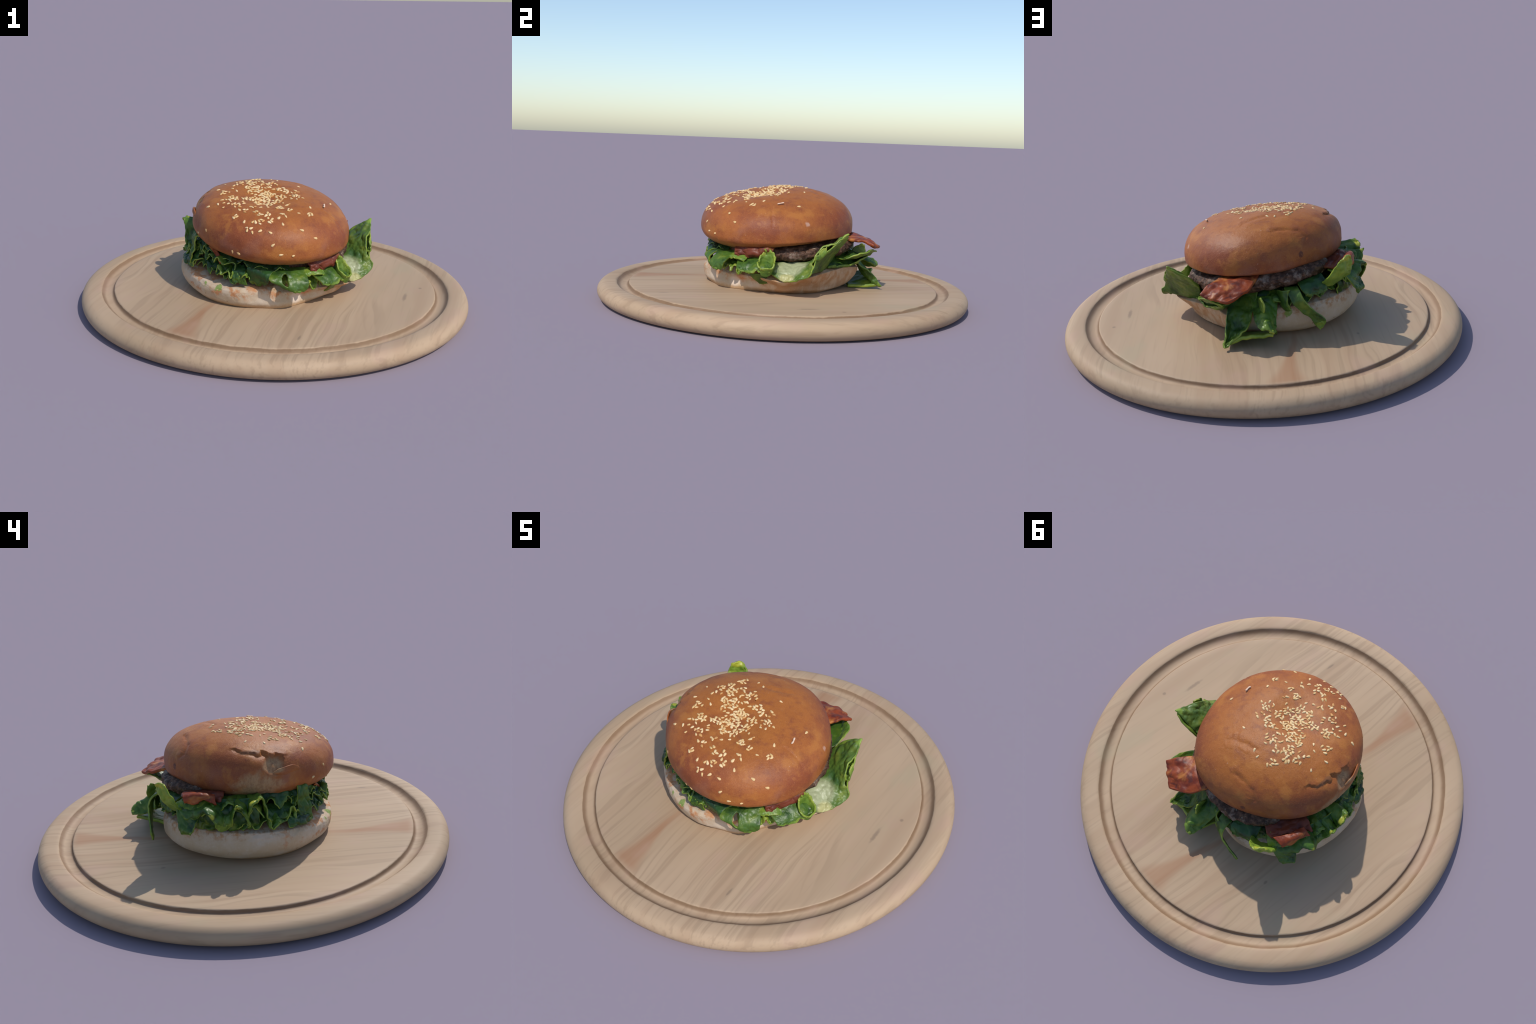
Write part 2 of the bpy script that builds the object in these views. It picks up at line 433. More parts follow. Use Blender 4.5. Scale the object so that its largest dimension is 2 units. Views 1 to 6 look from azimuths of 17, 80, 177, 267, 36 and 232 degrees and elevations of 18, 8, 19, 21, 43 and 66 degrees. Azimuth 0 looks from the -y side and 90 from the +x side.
# --------------------------------------------------------------------------
# the board: turned disc with a juice groove
# --------------------------------------------------------------------------
def cutting_board():
    H = 0.0918
    # (radius, height) of the turned profile, from the axis outwards, over the rim and back
    prof = [(0.0, BOARD_TOP), (0.30, BOARD_TOP), (0.60, BOARD_TOP), (0.80, BOARD_TOP), (0.826, BOARD_TOP), (0.8320, BOARD_TOP - 0.0012),
            (0.8345, BOARD_TOP - 0.005), (0.8362, 0.0745), (0.839, 0.0700), (0.845, 0.0668), (0.855, 0.0655), (0.866, 0.0662),
            (0.876, 0.0695), (0.884, 0.0742), (0.8905, 0.0795), (0.8955, 0.0848), (0.8985, 0.0882), (0.902, 0.0900), (0.912, 0.0914), (0.930, 0.0918),
            (0.948, 0.0914)]
    for a in np.linspace(72, -90, 22):
        prof.append((0.9465 + 0.0535 * math.cos(math.radians(a)), H / 2 + (H / 2) * math.sin(math.radians(a))))
    prof += [(0.85, 0.0), (0.4, 0.0), (0.0, 0.0)]
    n = 384
    verts, mats = [], []
    for r, z in prof:
        for j in range(n):
            t = 2 * math.pi * j / n
            rr = r
            if 0.82 < r < 0.90:      # hand-worn, slightly wavering groove
                p = (math.cos(t), math.sin(t), 0)
                rr += 0.0035 * fbm(p, 4.0, 3, 2.0) + 0.0016 * fbm(p, 26.0, 2, 5.0)
            zz = z - (0.0011 * min(rr / 0.83, 1.0) * math.sin(t) if (z > 0.06 and r < 0.84) else 0.0)   # the plateau leans a hair
            if r > 0.9 and z > 0.05:
                zz += 0.0008 * fbm((math.cos(t) * 2, math.sin(t) * 2, r), 5, 2, 1)
            verts.append((rr * math.cos(t), rr * math.sin(t), max(zz, 0.0)))
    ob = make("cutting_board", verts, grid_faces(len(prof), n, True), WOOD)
    ob["label"] = "round pine serving board with a carved juice groove"
    ob["category"] = "cutting board"
    return ob


# --------------------------------------------------------------------------
# top bun
# --------------------------------------------------------------------------
BUN = dict(c=(-0.0139, 0.0042), z=0.4037, tilt=(-0.1065, 0.0186), H=0.2053, pt=2.0896, qt=2.6031, pb=2.0436, qb=2.4762,
           R=(0.4003, 0.0088, -0.0544, -0.0058, 0.0021, -0.0071, -0.0027, 0.0002, -0.0024),
           Hb=(0.0891, -0.0360, -0.0393, -0.0018, -0.0093), shift=(0.0503, 0.0457))


def fourier(c, t):
    o = c[0] + 0 * t
    for k in range(1, (len(c) - 1) // 2 + 1):
        o = o + c[2 * k - 1] * np.cos(k * t) + c[2 * k] * np.sin(k * t)
    return o


def bun_point(t, rho, top=True):
    """smooth bun body: angle t, relative radius rho"""
    b = BUN
    R = fourier(b["R"], t)
    x, y = R * rho * np.cos(t), R * rho * np.sin(t)
    if top:
        h = b["H"] * np.clip(1 - rho ** b["pt"], 0, 1) ** (1 / b["qt"])
    else:
        h = -fourier(b["Hb"], t) * np.clip(1 - rho ** b["pb"], 0, 1) ** (1 / b["qb"])
    base = b["z"] + b["tilt"][0] * x + b["tilt"][1] * y
    s = b["shift"] if top else (0, 0)
    k = h if top else 0
    return np.stack([b["c"][0] + x + s[0] * k, b["c"][1] + y + s[1] * k, base + h], -1)


CRACK = np.array([(-0.29, 0.085, 0.588), (-0.32, 0.029, 0.577), (-0.33, -0.012, 0.574), (-0.343, -0.057, 0.566), (-0.337, -0.089, 0.566),
                  (-0.343, -0.144, 0.552), (-0.337, -0.186, 0.542), (-0.304, -0.218, 0.550), (-0.275, -0.25, 0.550)])
FOLD = np.array([(0.099, 0.178, 0.578), (0.063, 0.148, 0.592), (0.002, 0.125, 0.603), (-0.036, 0.108, 0.608)])
HOOK = np.array([(-0.055, 0.252, 0.573), (-0.10, 0.242, 0.573), (-0.168, 0.236, 0.562), (-0.20, 0.255, 0.535), (-0.188, 0.28, 0.512)])
LINE = np.array([(0.251, -0.132, 0.538), (0.285, -0.128, 0.522), (0.313, -0.126, 0.504), (0.342, -0.131, 0.478), (0.375, -0.13, 0.43)])
FRONT = np.array([(0.145, -0.385, 0.44), (0.17, -0.392, 0.40), (0.20, -0.39, 0.37), (0.21, -0.385, 0.33)])


def dist_to(path, P):
    best, bestz = np.full(len(P), 9.0), np.zeros(len(P))
    for a, b in zip(path[:-1], path[1:]):
        ab = b - a
        t = np.clip(((P - a) @ ab) / (ab @ ab), 0, 1)
        q = a + t[:, None] * ab
        d = np.linalg.norm(P - q, axis=1)
        m = d < best
        best[m] = d[m]
        bestz[m] = (P[:, 2] - q[:, 2])[m]
    return best, bestz


def top_bun(parent):
    n = 512
    t = np.linspace(0, 2 * np.pi, n, endpoint=False)
    rows = []
    for a in np.linspace(0.004, 1.0, 120):
        rows.append(bun_point(t, np.full(n, math.sin(a * math.pi / 2)), True))
    for a in np.linspace(0.985, 0.004, 60):
        rows.append(bun_point(t, np.full(n, math.sin(a * math.pi / 2)), False))
    nu = len(rows)
    P = np.concatenate(rows)
    G = P.reshape(nu, n, 3)
    du = np.gradient(G, axis=0)
    dv = np.roll(G, -1, 1) - np.roll(G, 1, 1)
    N = np.cross(dv, du).reshape(-1, 3)
    N /= np.linalg.norm(N, axis=1)[:, None] + 1e-12
    c0 = P.mean(0)
    if ((P - c0) * N).sum() < 0:
        N = -N
    is_top = np.arange(len(P)) < 120 * n
    disp = np.zeros(len(P))
    for i, p in enumerate(P):
        disp[i] = 0.0035 * fbm(p, 6.0, 2, 1.0) + 0.0016 * fbm(p, 22.0, 3, 4.0)
    # dimple at the crown, in which the seeds gather
    sx = np.where(P[:, 0] > 0, 0.115, 0.19)
    dent = 0.0345 * np.exp(-((P[:, 0] / sx) ** 2 + ((P[:, 1] + 0.155) / 0.125) ** 2)) * is_top
    # torn crust on the left: the part below the crack lies deeper than the part above
    d, dz = dist_to(CRACK, P)
    wob = np.array([0.020 * fbm(p, 38, 4, 8) for p in P])
    below = smooth(0.001, -0.006, dz + wob)
    along = smooth(0.055, 0.0, np.abs(P[:, 1] + 0.07) - 0.085)
    right = smooth(-0.02, -0.12, P[:, 1])            # the tear opens towards the front
    disp -= (0.0065 + 0.006 * right) * below * np.exp(-(d / (0.020 + 0.034 * right)) ** 1.6) * along
    disp += 0.003 * (1 - below) * np.exp(-(d / 0.016) ** 2) * along
    # hollow where the crust is gone
    q = ((P - np.array([-0.37, -0.135, 0.512])) / np.array([0.07, 0.05, 0.045]))
    disp -= 0.010 * smooth(1.1, 0.6, np.linalg.norm(q, axis=1))
    q = ((P - np.array([-0.392, -0.055, 0.430])) / np.array([0.07, 0.10, 0.065]))
    tornb = smooth(1.1, 0.7, np.linalg.norm(q, axis=1))
    disp += tornb * np.array([0.004 * fbm(p, 55, 3, 3) - 0.003 if w > 0 else 0.0 for p, w in zip(P, tornb)])
    # folds and creases of the skin
    W = P + np.array([[0.011 * fbm(p, 18, 3, 11), 0.011 * fbm(p, 18, 3, 17), 0.008 * fbm(p, 18, 3, 23)] for p in P])
    for path, depth, w in ((FOLD, 0.0022, 0.013), (HOOK, 0.0030, 0.009), (LINE, 0.0018, 0.006), (FRONT, 0.0018, 0.006)):
        d, dz = dist_to(path, W)
        disp -= depth * np.exp(-(d / w) ** 2)
        disp += depth * 0.5 * np.exp(-((d - 2.2 * w) / (1.8 * w)) ** 2) * (dz > 0)
    # ragged lower edge
    low = smooth(0.0, 1.0, (np.arange(len(P)) - 132 * n) / (20.0 * n))
    disp += low * np.array([0.005 * fbm(p, 45, 3, 6) if w > 0 else 0.0 for p, w in zip(P, low)])
    P = P + N * disp[:, None]
    P[:, 2] -= dent + 0.0026 * smooth(0.50, 0.58, P[:, 2])
    ob = make("top_bun", P, grid_faces(nu, n, True), CRUST, parent)
    # flap of crust that stands off below the tear
    rowsf = [[(-0.362, -0.115, 0.452), (-0.368, -0.165, 0.448), (-0.350, -0.215, 0.450), (-0.335, -0.245, 0.455)],
             [(-0.385, -0.125, 0.478), (-0.388, -0.170, 0.478), (-0.368, -0.215, 0.480), (-0.345, -0.250, 0.475)],
             [(-0.386, -0.150, 0.496), (-0.380, -0.180, 0.503), (-0.364, -0.216, 0.505), (-0.343, -0.246, 0.490)]]
    f = sheet("crust_flap", rowsf, CRUST, ob, thick=0.007, ruffle=0.001, nu=16, nv=24)
    return ob


def sheet(name, rows, mats, parent, thick=0.008, ruffle=0.004, nu=22, nv=30, seed=0.0, freq=24.0, ragged=0.0, hole=None, rim=None, band=None, closed=False):
    """a thick leaf-like sheet lofted through rows of control points (first row = attached edge, last = free edge)"""
    m = max(len(r) for r in rows)
    R = [spline(r, nv, closed) for r in rows]
    A = np.stack(R)                                   # rows x nv x 3
    G = np.stack([spline(A[:, j], nu) for j in range(nv)], 1)    # nu x nv x 3
    u = np.linspace(0, 1, nu)[:, None]
    du = np.gradient(G, axis=0)
    dv = (np.roll(G, -1, 1) - np.roll(G, 1, 1)) if closed else np.gradient(G, axis=1)
    N = np.cross(du, dv)
    N /= np.linalg.norm(N, axis=2)[..., None] + 1e-9
    T = du / (np.linalg.norm(du, axis=2)[..., None] + 1e-9)
    S = dv / (np.linalg.norm(dv, axis=2)[..., None] + 1e-9)
    out = G.copy()
    for i in range(nu):
        for j in range(nv):
            p = G[i, j]
            w = 0.35 + 0.65 * (i / (nu - 1)) ** 1.5
            out[i, j] += N[i, j] * (ruffle * 2.6 * w * fbm(p, freq, 2, seed) + ruffle * 0.9 * w * fbm(p, freq * 2.7, 2, seed + 3))
            if ragged:                       # lobed, never straight, outline
                e = (i / (nu - 1)) ** 1.2
                out[i, j] += T[i, j] * 0.9 * ragged * e * fbm(p, 21, 2, seed + 31) + S[i, j] * 1.1 * ragged * e * fbm(p, 23, 2, seed + 41)
            if ragged and i > nu * 0.6:
                e = (i / (nu - 1) - 0.6) / 0.4
                out[i, j] -= T[i, j] * ragged * e * max(0.0, fbm(p, 48, 3, seed + 9) * 2.0 + 0.2)
    faces = grid_faces(nu, nv, closed)
    if hole:
        (hu, hv), (ru, rv) = hole
        keep = []
        for f in faces:
            k = f[0]
            uu, vv = (k // nv) / (nu - 1), (k % nv) / (nv - 1)
            if ((uu - hu) / ru) ** 2 + ((vv - hv) / rv) ** 2 > 1:
                keep.append(f)
        faces = keep
    mm = list(mats) if isinstance(mats, (list, tuple)) else [mats]
    fm = [0] * len(faces)
    if band is not None:                 # paler outer margin with an irregular border
        mm.append(band)
        for q, f in enumerate(faces):
            p = out.reshape(-1, 3)[f[0]]
            if (f[0] // nv) / (nu - 1) > 0.80 - 0.30 * fbm(p, 18, 2, seed + 21):
                fm[q] = 1
    if rim is not None:
        mm.append(rim)
    ob = make(name, out.reshape(-1, 3), faces, mm, parent, face_mat=fm)
    so = ob.modifiers.new("thickness", "SOLIDIFY")
    so.thickness = thick
    so.offset = 0.0
    if rim is not None:
        so.material_offset_rim = len(mm) - 1
    su = ob.modifiers.new("round", "SUBSURF")
    su.levels = su.render_levels = 1
    return ob


# --------------------------------------------------------------------------
# bottom bun: radius profile that changes around the axis
# --------------------------------------------------------------------------
# angle, radius on the board, (radius, height) of the belly, (radius, height) of the cut lip
LOWER = [(-157, 0.405, 0.464, 0.160, 0.445, 0.222), (-134, 0.400, 0.445, 0.155, 0.428, 0.200), (-117, 0.402, 0.434, 0.145, 0.418, 0.182),
         (-95, 0.390, 0.417, 0.145, 0.405, 0.184), (-80, 0.376, 0.391, 0.140, 0.380, 0.184), (-65, 0.376, 0.376, 0.140, 0.360, 0.176),
         (-52, 0.348, 0.340, 0.130, 0.350, 0.165), (-38, 0.333, 0.356, 0.140, 0.378, 0.170), (-22, 0.328, 0.378, 0.140, 0.425, 0.172),
         (-8, 0.340, 0.395, 0.128, 0.445, 0.160), (6, 0.345, 0.395, 0.138, 0.460, 0.186), (20, 0.345, 0.372, 0.125, 0.430, 0.202),
         (38, 0.328, 0.356, 0.118, 0.392, 0.208), (50, 0.320, 0.368, 0.120, 0.394, 0.212), (63, 0.320, 0.407, 0.145, 0.430, 0.206),
         (76, 0.322, 0.372, 0.140, 0.368, 0.210), (94, 0.332, 0.384, 0.145, 0.372, 0.226), (115, 0.355, 0.422, 0.152, 0.408, 0.238),
         (135, 0.368, 0.447, 0.158, 0.436, 0.245), (152, 0.376, 0.458, 0.160, 0.446, 0.248), (172, 0.388, 0.462, 0.160, 0.450, 0.242)]


def bottom_bun(parent):
    n = 360
    t = np.linspace(-np.pi, np.pi, n, endpoint=False)
    L = np.array(LOWER)
    f = [periodic(L[:, 0], L[:, k], t) for k in range(1, 6)]
    base, rb, zb, rl, zl = f
    z0 = BOARD_TOP - 0.0012
    one = np.ones(n)
    prof = [(0.001 * one, z0 * one), (0.6 * base, z0 * one), (0.95 * base, z0 * one), (base, z0 + 0.003 * one)]
    key = [np.stack([base, z0 + 0.003 * one], -1), np.stack([base * 0.45 + rb * 0.55 + 0.006, z0 * 0.55 + zb * 0.45], -1), np.stack([rb, zb], -1),
           np.stack([rb * 0.4 + rl * 0.6 + 0.006, zb * 0.35 + zl * 0.65], -1), np.stack([rl, zl], -1)]
    K = np.stack(key)                       # 5 x n x 2
    S = np.stack([spline(K[:, j], 40) for j in range(n)], 1)
    for i in range(1, 40):
        prof.append((S[i, :, 0], S[i, :, 1]))
    zin = periodic([-157, -134, -110, -80, -40, 0, 50, 95, 135, 172], [0.250, 0.218, 0.206, 0.206, 0.225, 0.240, 0.240, 0.250, 0.268, 0.265], t)
    for w in np.linspace(0.06, 1, 16):
        prof.append((rl * (1 - w) + 0.30 * w, zl + (zin - zl) * w ** 1.3 + 0.004 * math.sin(math.pi * w)))
    prof.append((0.001 * one, 0.25 * one))
    verts = []
    for k, (r, z) in enumerate(prof):
        for j in range(n):
            p = np.array([CEN[0] + r[j] * math.cos(t[j]), CEN[1] + r[j] * math.sin(t[j]), z[j]])
            if 3 < k < len(prof) - 1:
                w = min(1.0, (z[j] - z0) / 0.02)
                d = 0.005 * fbm(p, 9, 2, 3) + 0.0028 * fbm(p, 34, 3, 5)
                if k > 30:
                    d += 0.0045 * fbm(p, 38, 3, 2)
                p[0] += d * w * math.cos(t[j])
                p[1] += d * w * math.sin(t[j])
                p[2] += 0.6 * d * w * (k > 28)
            verts.append(p)
    return make("bottom_bun", verts, grid_faces(len(prof), n, True), BREAD, parent)


def disc_body(name, mat, parent, cx, cy, rad, zc, half, tilt, seed, lump, wav, n=220, power=2.6):
    """lumpy rounded disc lying on a tilted plane"""
    t = np.linspace(0, 2 * np.pi, n, endpoint=False)
    verts = []
    ph = np.concatenate([np.linspace(-90, -25, 14), np.linspace(-20, 20, 16), np.linspace(25, 90, 14)])
    for a in np.radians(ph):
        c = abs(math.cos(a)) ** (2 / power * 0.62)
        s = math.copysign(abs(math.sin(a)) ** 0.9, a)
        for th in t:
            rr = rad(th) if callable(rad) else rad
            x, y = cx + rr * c * math.cos(th), cy + rr * c * math.sin(th)
            z = zc + tilt[0] * x + tilt[1] * y + half * s
            d = lump * fbm((x, y, z), wav, 3, seed) + lump * 0.55 * fbm((x, y, z), wav * 3.2, 3, seed + 5)
            verts.append((x + d * math.cos(th) * c, y + d * math.sin(th) * c, z + d * s * 0.6))
    return make(name, verts, grid_faces(len(ph), n, True), mat, parent)


# --------------------------------------------------------------------------
# lettuce, bacon
# --------------------------------------------------------------------------
def lettuce(parent):
    k = [0]

    margin = {LEAF: LEAF_LIGHT, LEAF_DARK: LEAF, LEAF_TIPS: LEAF_LIGHT, LEAF_LIGHT: LEAF_EDGE}

    def leaf(rows, mat=LEAF, thick=0.009, rim=LEAF_EDGE, **kw):
        k[0] += 1
        opts = dict(ragged=0.013, freq=30)
        opts.update(kw)
        opts["nu"] = int(opts.get("nu", 22) * 1.4)
        opts["nv"] = int(opts.get("nv", 30) * 1.4)
        return sheet("lettuce_leaf", rows, mat, parent, thick=thick, rim=rim, band=margin.get(mat), seed=k[0] * 1.37, **opts)

    def collar(a0, a1, r_in, r_out, z_in, z_out, folds, swing, mat, tilt=-0.10, **kw):
        """frilled margin of a leaf that follows the edge of the filling from angle a0 to a1 (degrees)"""
        rows = []
        for w in (0.0, 0.45, 1.0):
            row = []
            for i in range(2 * folds + 1):
                a = math.radians(a0 + (a1 - a0) * i / (2 * folds) + random.uniform(-1.5, 1.5) * w)
                up = (1 if i % 2 else -1) * swing * w * random.uniform(0.6, 1.3)
                r = r_in + (r_out - r_in) * w + random.uniform(-0.010, 0.012) * w
                x = CEN[0] + r * math.cos(a)
                row.append((x, CEN[1] + r * math.sin(a), z_in + (z_out - z_in) * w ** 1.4 + up + tilt * x))
            rows.append(row)
        leaf(rows, mat, thick=0.007, ruffle=0.006, nu=13, nv=20 * folds, freq=34, ragged=0.014, **kw)

    # broad outer leaf on the right, cupped, with a pale rib and a raised tip
    leaf([[(0.308, 0.200, 0.293), (0.322, 0.140, 0.272), (0.325, 0.09, 0.252), (0.330, 0.05, 0.248), (0.332, 0.01, 0.248), (0.332, -0.03, 0.246), (0.330, -0.08, 0.246), (0.325, -0.13, 0.246)],
          [(0.370, 0.224, 0.352), (0.402, 0.140, 0.326), (0.402, 0.098, 0.288), (0.415, 0.050, 0.246), (0.425, 0.010, 0.222), (0.405, -0.03, 0.208), (0.382, -0.075, 0.212), (0.358, -0.125, 0.228)],
          [(0.456, 0.240, 0.418), (0.467, 0.174, 0.374), (0.462, 0.100, 0.337), (0.476, 0.060, 0.275), (0.513, 0.043, 0.222), (0.478, -0.02, 0.178), (0.438, -0.075, 0.168), (0.392, -0.138, 0.200)]],
         LEAF_OUT, thick=0.010, ruffle=0.007, nu=26, nv=64, freq=28, ragged=0.003)
    # its hollow back, seen from behind
    leaf([[(0.316, 0.153, 0.204), (0.370, 0.125, 0.208), (0.420, 0.098, 0.214), (0.465, 0.072, 0.218), (0.503, 0.048, 0.220)],
          [(0.306, 0.196, 0.262), (0.356, 0.182, 0.280), (0.412, 0.146, 0.284), (0.458, 0.098, 0.272), (0.490, 0.060, 0.250)],
          [(0.310, 0.213, 0.295), (0.364, 0.240, 0.358), (0.446, 0.238, 0.404), (0.464, 0.172, 0.362), (0.478, 0.070, 0.288)]],
         LEAF, ruffle=0.005, nu=18, nv=30, ragged=0.0)
    # curl on its rim
    leaf([[(0.452, 0.13, 0.325), (0.440, 0.10, 0.300), (0.452, 0.07, 0.290)],
          [(0.480, 0.125, 0.320), (0.478, 0.095, 0.292), (0.486, 0.068, 0.283)],
          [(0.470, 0.125, 0.355), (0.478, 0.098, 0.335), (0.488, 0.070, 0.305)]], LEAF_LIGHT, ruffle=0.004, nu=14, nv=18)
    # cupped leaf below the rear bacon
    leaf([[(0.280, 0.150, 0.265), (0.250, 0.20, 0.265), (0.205, 0.25, 0.272), (0.155, 0.30, 0.28), (0.13, 0.33, 0.29)],
          [(0.320, 0.165, 0.225), (0.290, 0.235, 0.222), (0.250, 0.300, 0.225), (0.195, 0.365, 0.240), (0.175, 0.40, 0.275)],
          [(0.338, 0.168, 0.232), (0.303, 0.250, 0.232), (0.268, 0.325, 0.240), (0.205, 0.420, 0.272), (0.235, 0.44, 0.300)]],
         LEAF, ruffle=0.004, nu=18, nv=34)
    leaf([[(0.250, 0.230, 0.262), (0.215, 0.285, 0.270), (0.165, 0.330, 0.285)], [(0.292, 0.270, 0.262), (0.255, 0.340, 0.265), (0.190, 0.405, 0.275)],
          [(0.312, 0.338, 0.292), (0.296, 0.405, 0.312), (0.195, 0.472, 0.298)]], LEAF, ruffle=0.005, nu=14, nv=18, ragged=0.004)
    # long pointed leaf hanging at the back
    leaf([[(0.172, 0.315, 0.282), (0.140, 0.315, 0.288), (0.105, 0.315, 0.292), (0.070, 0.325, 0.298), (0.035, 0.340, 0.305)],
          [(0.178, 0.352, 0.246), (0.145, 0.346, 0.248), (0.112, 0.348, 0.252), (0.080, 0.355, 0.258), (0.046, 0.370, 0.270)],
          [(0.186, 0.398, 0.206), (0.154, 0.385, 0.206), (0.122, 0.384, 0.210), (0.092, 0.392, 0.218), (0.064, 0.408, 0.226)],
          [(0.191, 0.456, 0.168), (0.166, 0.424, 0.160), (0.140, 0.414, 0.162), (0.114, 0.432, 0.167), (0.092, 0.458, 0.174)],
          [(0.197, 0.490, 0.126), (0.186, 0.466, 0.122), (0.172, 0.455, 0.124), (0.156, 0.466, 0.132), (0.138, 0.479, 0.142)],
          [(0.202, 0.504, 0.103), (0.200, 0.503, 0.104), (0.198, 0.502, 0.105), (0.193, 0.500, 0.107), (0.188, 0.498, 0.110)]],
         LEAF, thick=0.010, ruffle=0.007, nu=34, nv=30, ragged=0.006, freq=24)
    # fleshy underside that carries it down to the board
    leaf([[(0.150, 0.330, 0.095), (0.080, 0.340, 0.095), (0.000, 0.345, 0.095), (-0.050, 0.350, 0.095)],
          [(0.180, 0.415, 0.100), (0.105, 0.395, 0.108), (0.010, 0.400, 0.122), (-0.040, 0.400, 0.132)],
          [(0.196, 0.492, 0.107), (0.112, 0.482, 0.136), (0.025, 0.498, 0.148), (-0.022, 0.520, 0.162)]],
         LEAF_LIGHT, thick=0.018, ruffle=0.003, nu=16, nv=24, ragged=0.0)
    # second rear leaf with a yellow tip
    leaf([[(0.070, 0.345, 0.275), (0.010, 0.350, 0.285), (-0.060, 0.355, 0.275)],
          [(0.062, 0.405, 0.235), (0.010, 0.418, 0.252), (-0.046, 0.408, 0.220)],
          [(0.052, 0.482, 0.205), (0.004, 0.492, 0.224), (-0.038, 0.468, 0.180)],
          [(0.026, 0.520, 0.182), (-0.008, 0.542, 0.196), (-0.027, 0.538, 0.174)]],
         LEAF_TIPS, thick=0.012, ruffle=0.007, nu=24, nv=22, ragged=0.006)
    # small upright lobe beside it
    leaf([[(0.035, 0.375, 0.225), (0.028, 0.420, 0.222), (0.018, 0.455, 0.228)],
          [(0.032, 0.380, 0.275), (0.024, 0.425, 0.280), (0.010, 0.462, 0.272)],
          [(0.030, 0.400, 0.300), (0.024, 0.432, 0.312), (0.018, 0.455, 0.310)]],
         LEAF_LIGHT, ruffle=0.003, nu=16, nv=14)
    # twisted ribbon that hangs over the lower bun
    leaf([[(-0.085, 0.350, 0.320), (-0.150, 0.355, 0.325)], [(-0.100, 0.402, 0.312), (-0.158, 0.408, 0.322)],
          [(-0.122, 0.425, 0.268), (-0.176, 0.440, 0.288)], [(-0.160, 0.428, 0.228), (-0.212, 0.440, 0.245)],
          [(-0.205, 0.430, 0.190), (-0.256, 0.436, 0.205)], [(-0.228, 0.430, 0.155), (-0.274, 0.432, 0.178)],
          [(-0.243, 0.434, 0.133), (-0.257, 0.433, 0.142)]],
         LEAF, thick=0.010, ruffle=0.004, nu=36, nv=12)
    leaf([[(-0.055, 0.340, 0.310), (-0.060, 0.345, 0.250), (-0.080, 0.36, 0.225)],
          [(-0.078, 0.395, 0.325), (-0.078, 0.398, 0.260), (-0.095, 0.405, 0.226)],
          [(-0.115, 0.408, 0.330), (-0.098, 0.415, 0.270), (-0.125, 0.418, 0.236)]], LEAF, ruffle=0.003, nu=16, nv=16)
    # folded leaf towards the left rear
    leaf([[(-0.150, 0.330, 0.335), (-0.210, 0.305, 0.345), (-0.270, 0.270, 0.355)],
          [(-0.165, 0.375, 0.320), (-0.225, 0.352, 0.325), (-0.290, 0.315, 0.330)],
          [(-0.190, 0.382, 0.280), (-0.240, 0.362, 0.278), (-0.290, 0.330, 0.290)]], LEAF_DARK, ruffle=0.006, nu=18, nv=20)
    # tall yellow-green finger
    leaf([[(-0.255, 0.320, 0.315), (-0.320, 0.310, 0.310), (-0.385, 0.265, 0.330)],
          [(-0.285, 0.355, 0.355), (-0.340, 0.352, 0.360), (-0.405, 0.295, 0.365)],
          [(-0.315, 0.373, 0.405), (-0.358, 0.366, 0.412), (-0.410, 0.315, 0.407)],
          [(-0.345, 0.378, 0.456), (-0.370, 0.366, 0.470), (-0.397, 0.342, 0.464)]],
         LEAF_FIN, thick=0.010, ruffle=0.008, nu=24, nv=22, ragged=0.0)
    # leaf along the left rear, with a tongue hanging down
    leaf([[(-0.300, 0.260, 0.365), (-0.350, 0.200, 0.378), (-0.380, 0.120, 0.388)],
          [(-0.350, 0.300, 0.355), (-0.410, 0.215, 0.368), (-0.430, 0.130, 0.375)],
          [(-0.375, 0.305, 0.318), (-0.440, 0.215, 0.328), (-0.470, 0.150, 0.345)]], LEAF_LIGHT, ruffle=0.006, nu=18, nv=24)
    leaf([[(-0.360, 0.285, 0.362), (-0.415, 0.195, 0.372)], [(-0.392, 0.300, 0.332), (-0.446, 0.208, 0.330)],
          [(-0.422, 0.297, 0.287), (-0.468, 0.222, 0.292)], [(-0.436, 0.290, 0.258), (-0.481, 0.237, 0.270)],
          [(-0.442, 0.286, 0.248), (-0.474, 0.246, 0.254)]], LEAF, ruffle=0.008, nu=26, nv=18, ragged=0.006)
    # one crumpled leaf runs round the whole left side; its margin swings up and down
    edge = [(-0.380, 0.300, 0.315), (-0.440, 0.250, 0.295), (-0.470, 0.190, 0.340), (-0.506, 0.155, 0.343), (-0.488, 0.128, 0.272), (-0.472, 0.096, 0.260),
            (-0.484, 0.070, 0.285), (-0.505, 0.046, 0.372), (-0.500, 0.026, 0.378), (-0.488, 0.000, 0.300), (-0.470, -0.008, 0.268),
            (-0.500, -0.020, 0.385), (-0.490, -0.045, 0.402), (-0.476, -0.075, 0.390), (-0.468, -0.098, 0.300), (-0.470, -0.112, 0.240),
            (-0.468, -0.145, 0.275), (-0.440, -0.150, 0.262), (-0.425, -0.175, 0.262), (-0.398, -0.214, 0.322), (-0.408, -0.222, 0.262),
            (-0.385, -0.235, 0.300), (-0.352, -0.290, 0.230)]
    n = len(edge)
    inner, middle = [], []
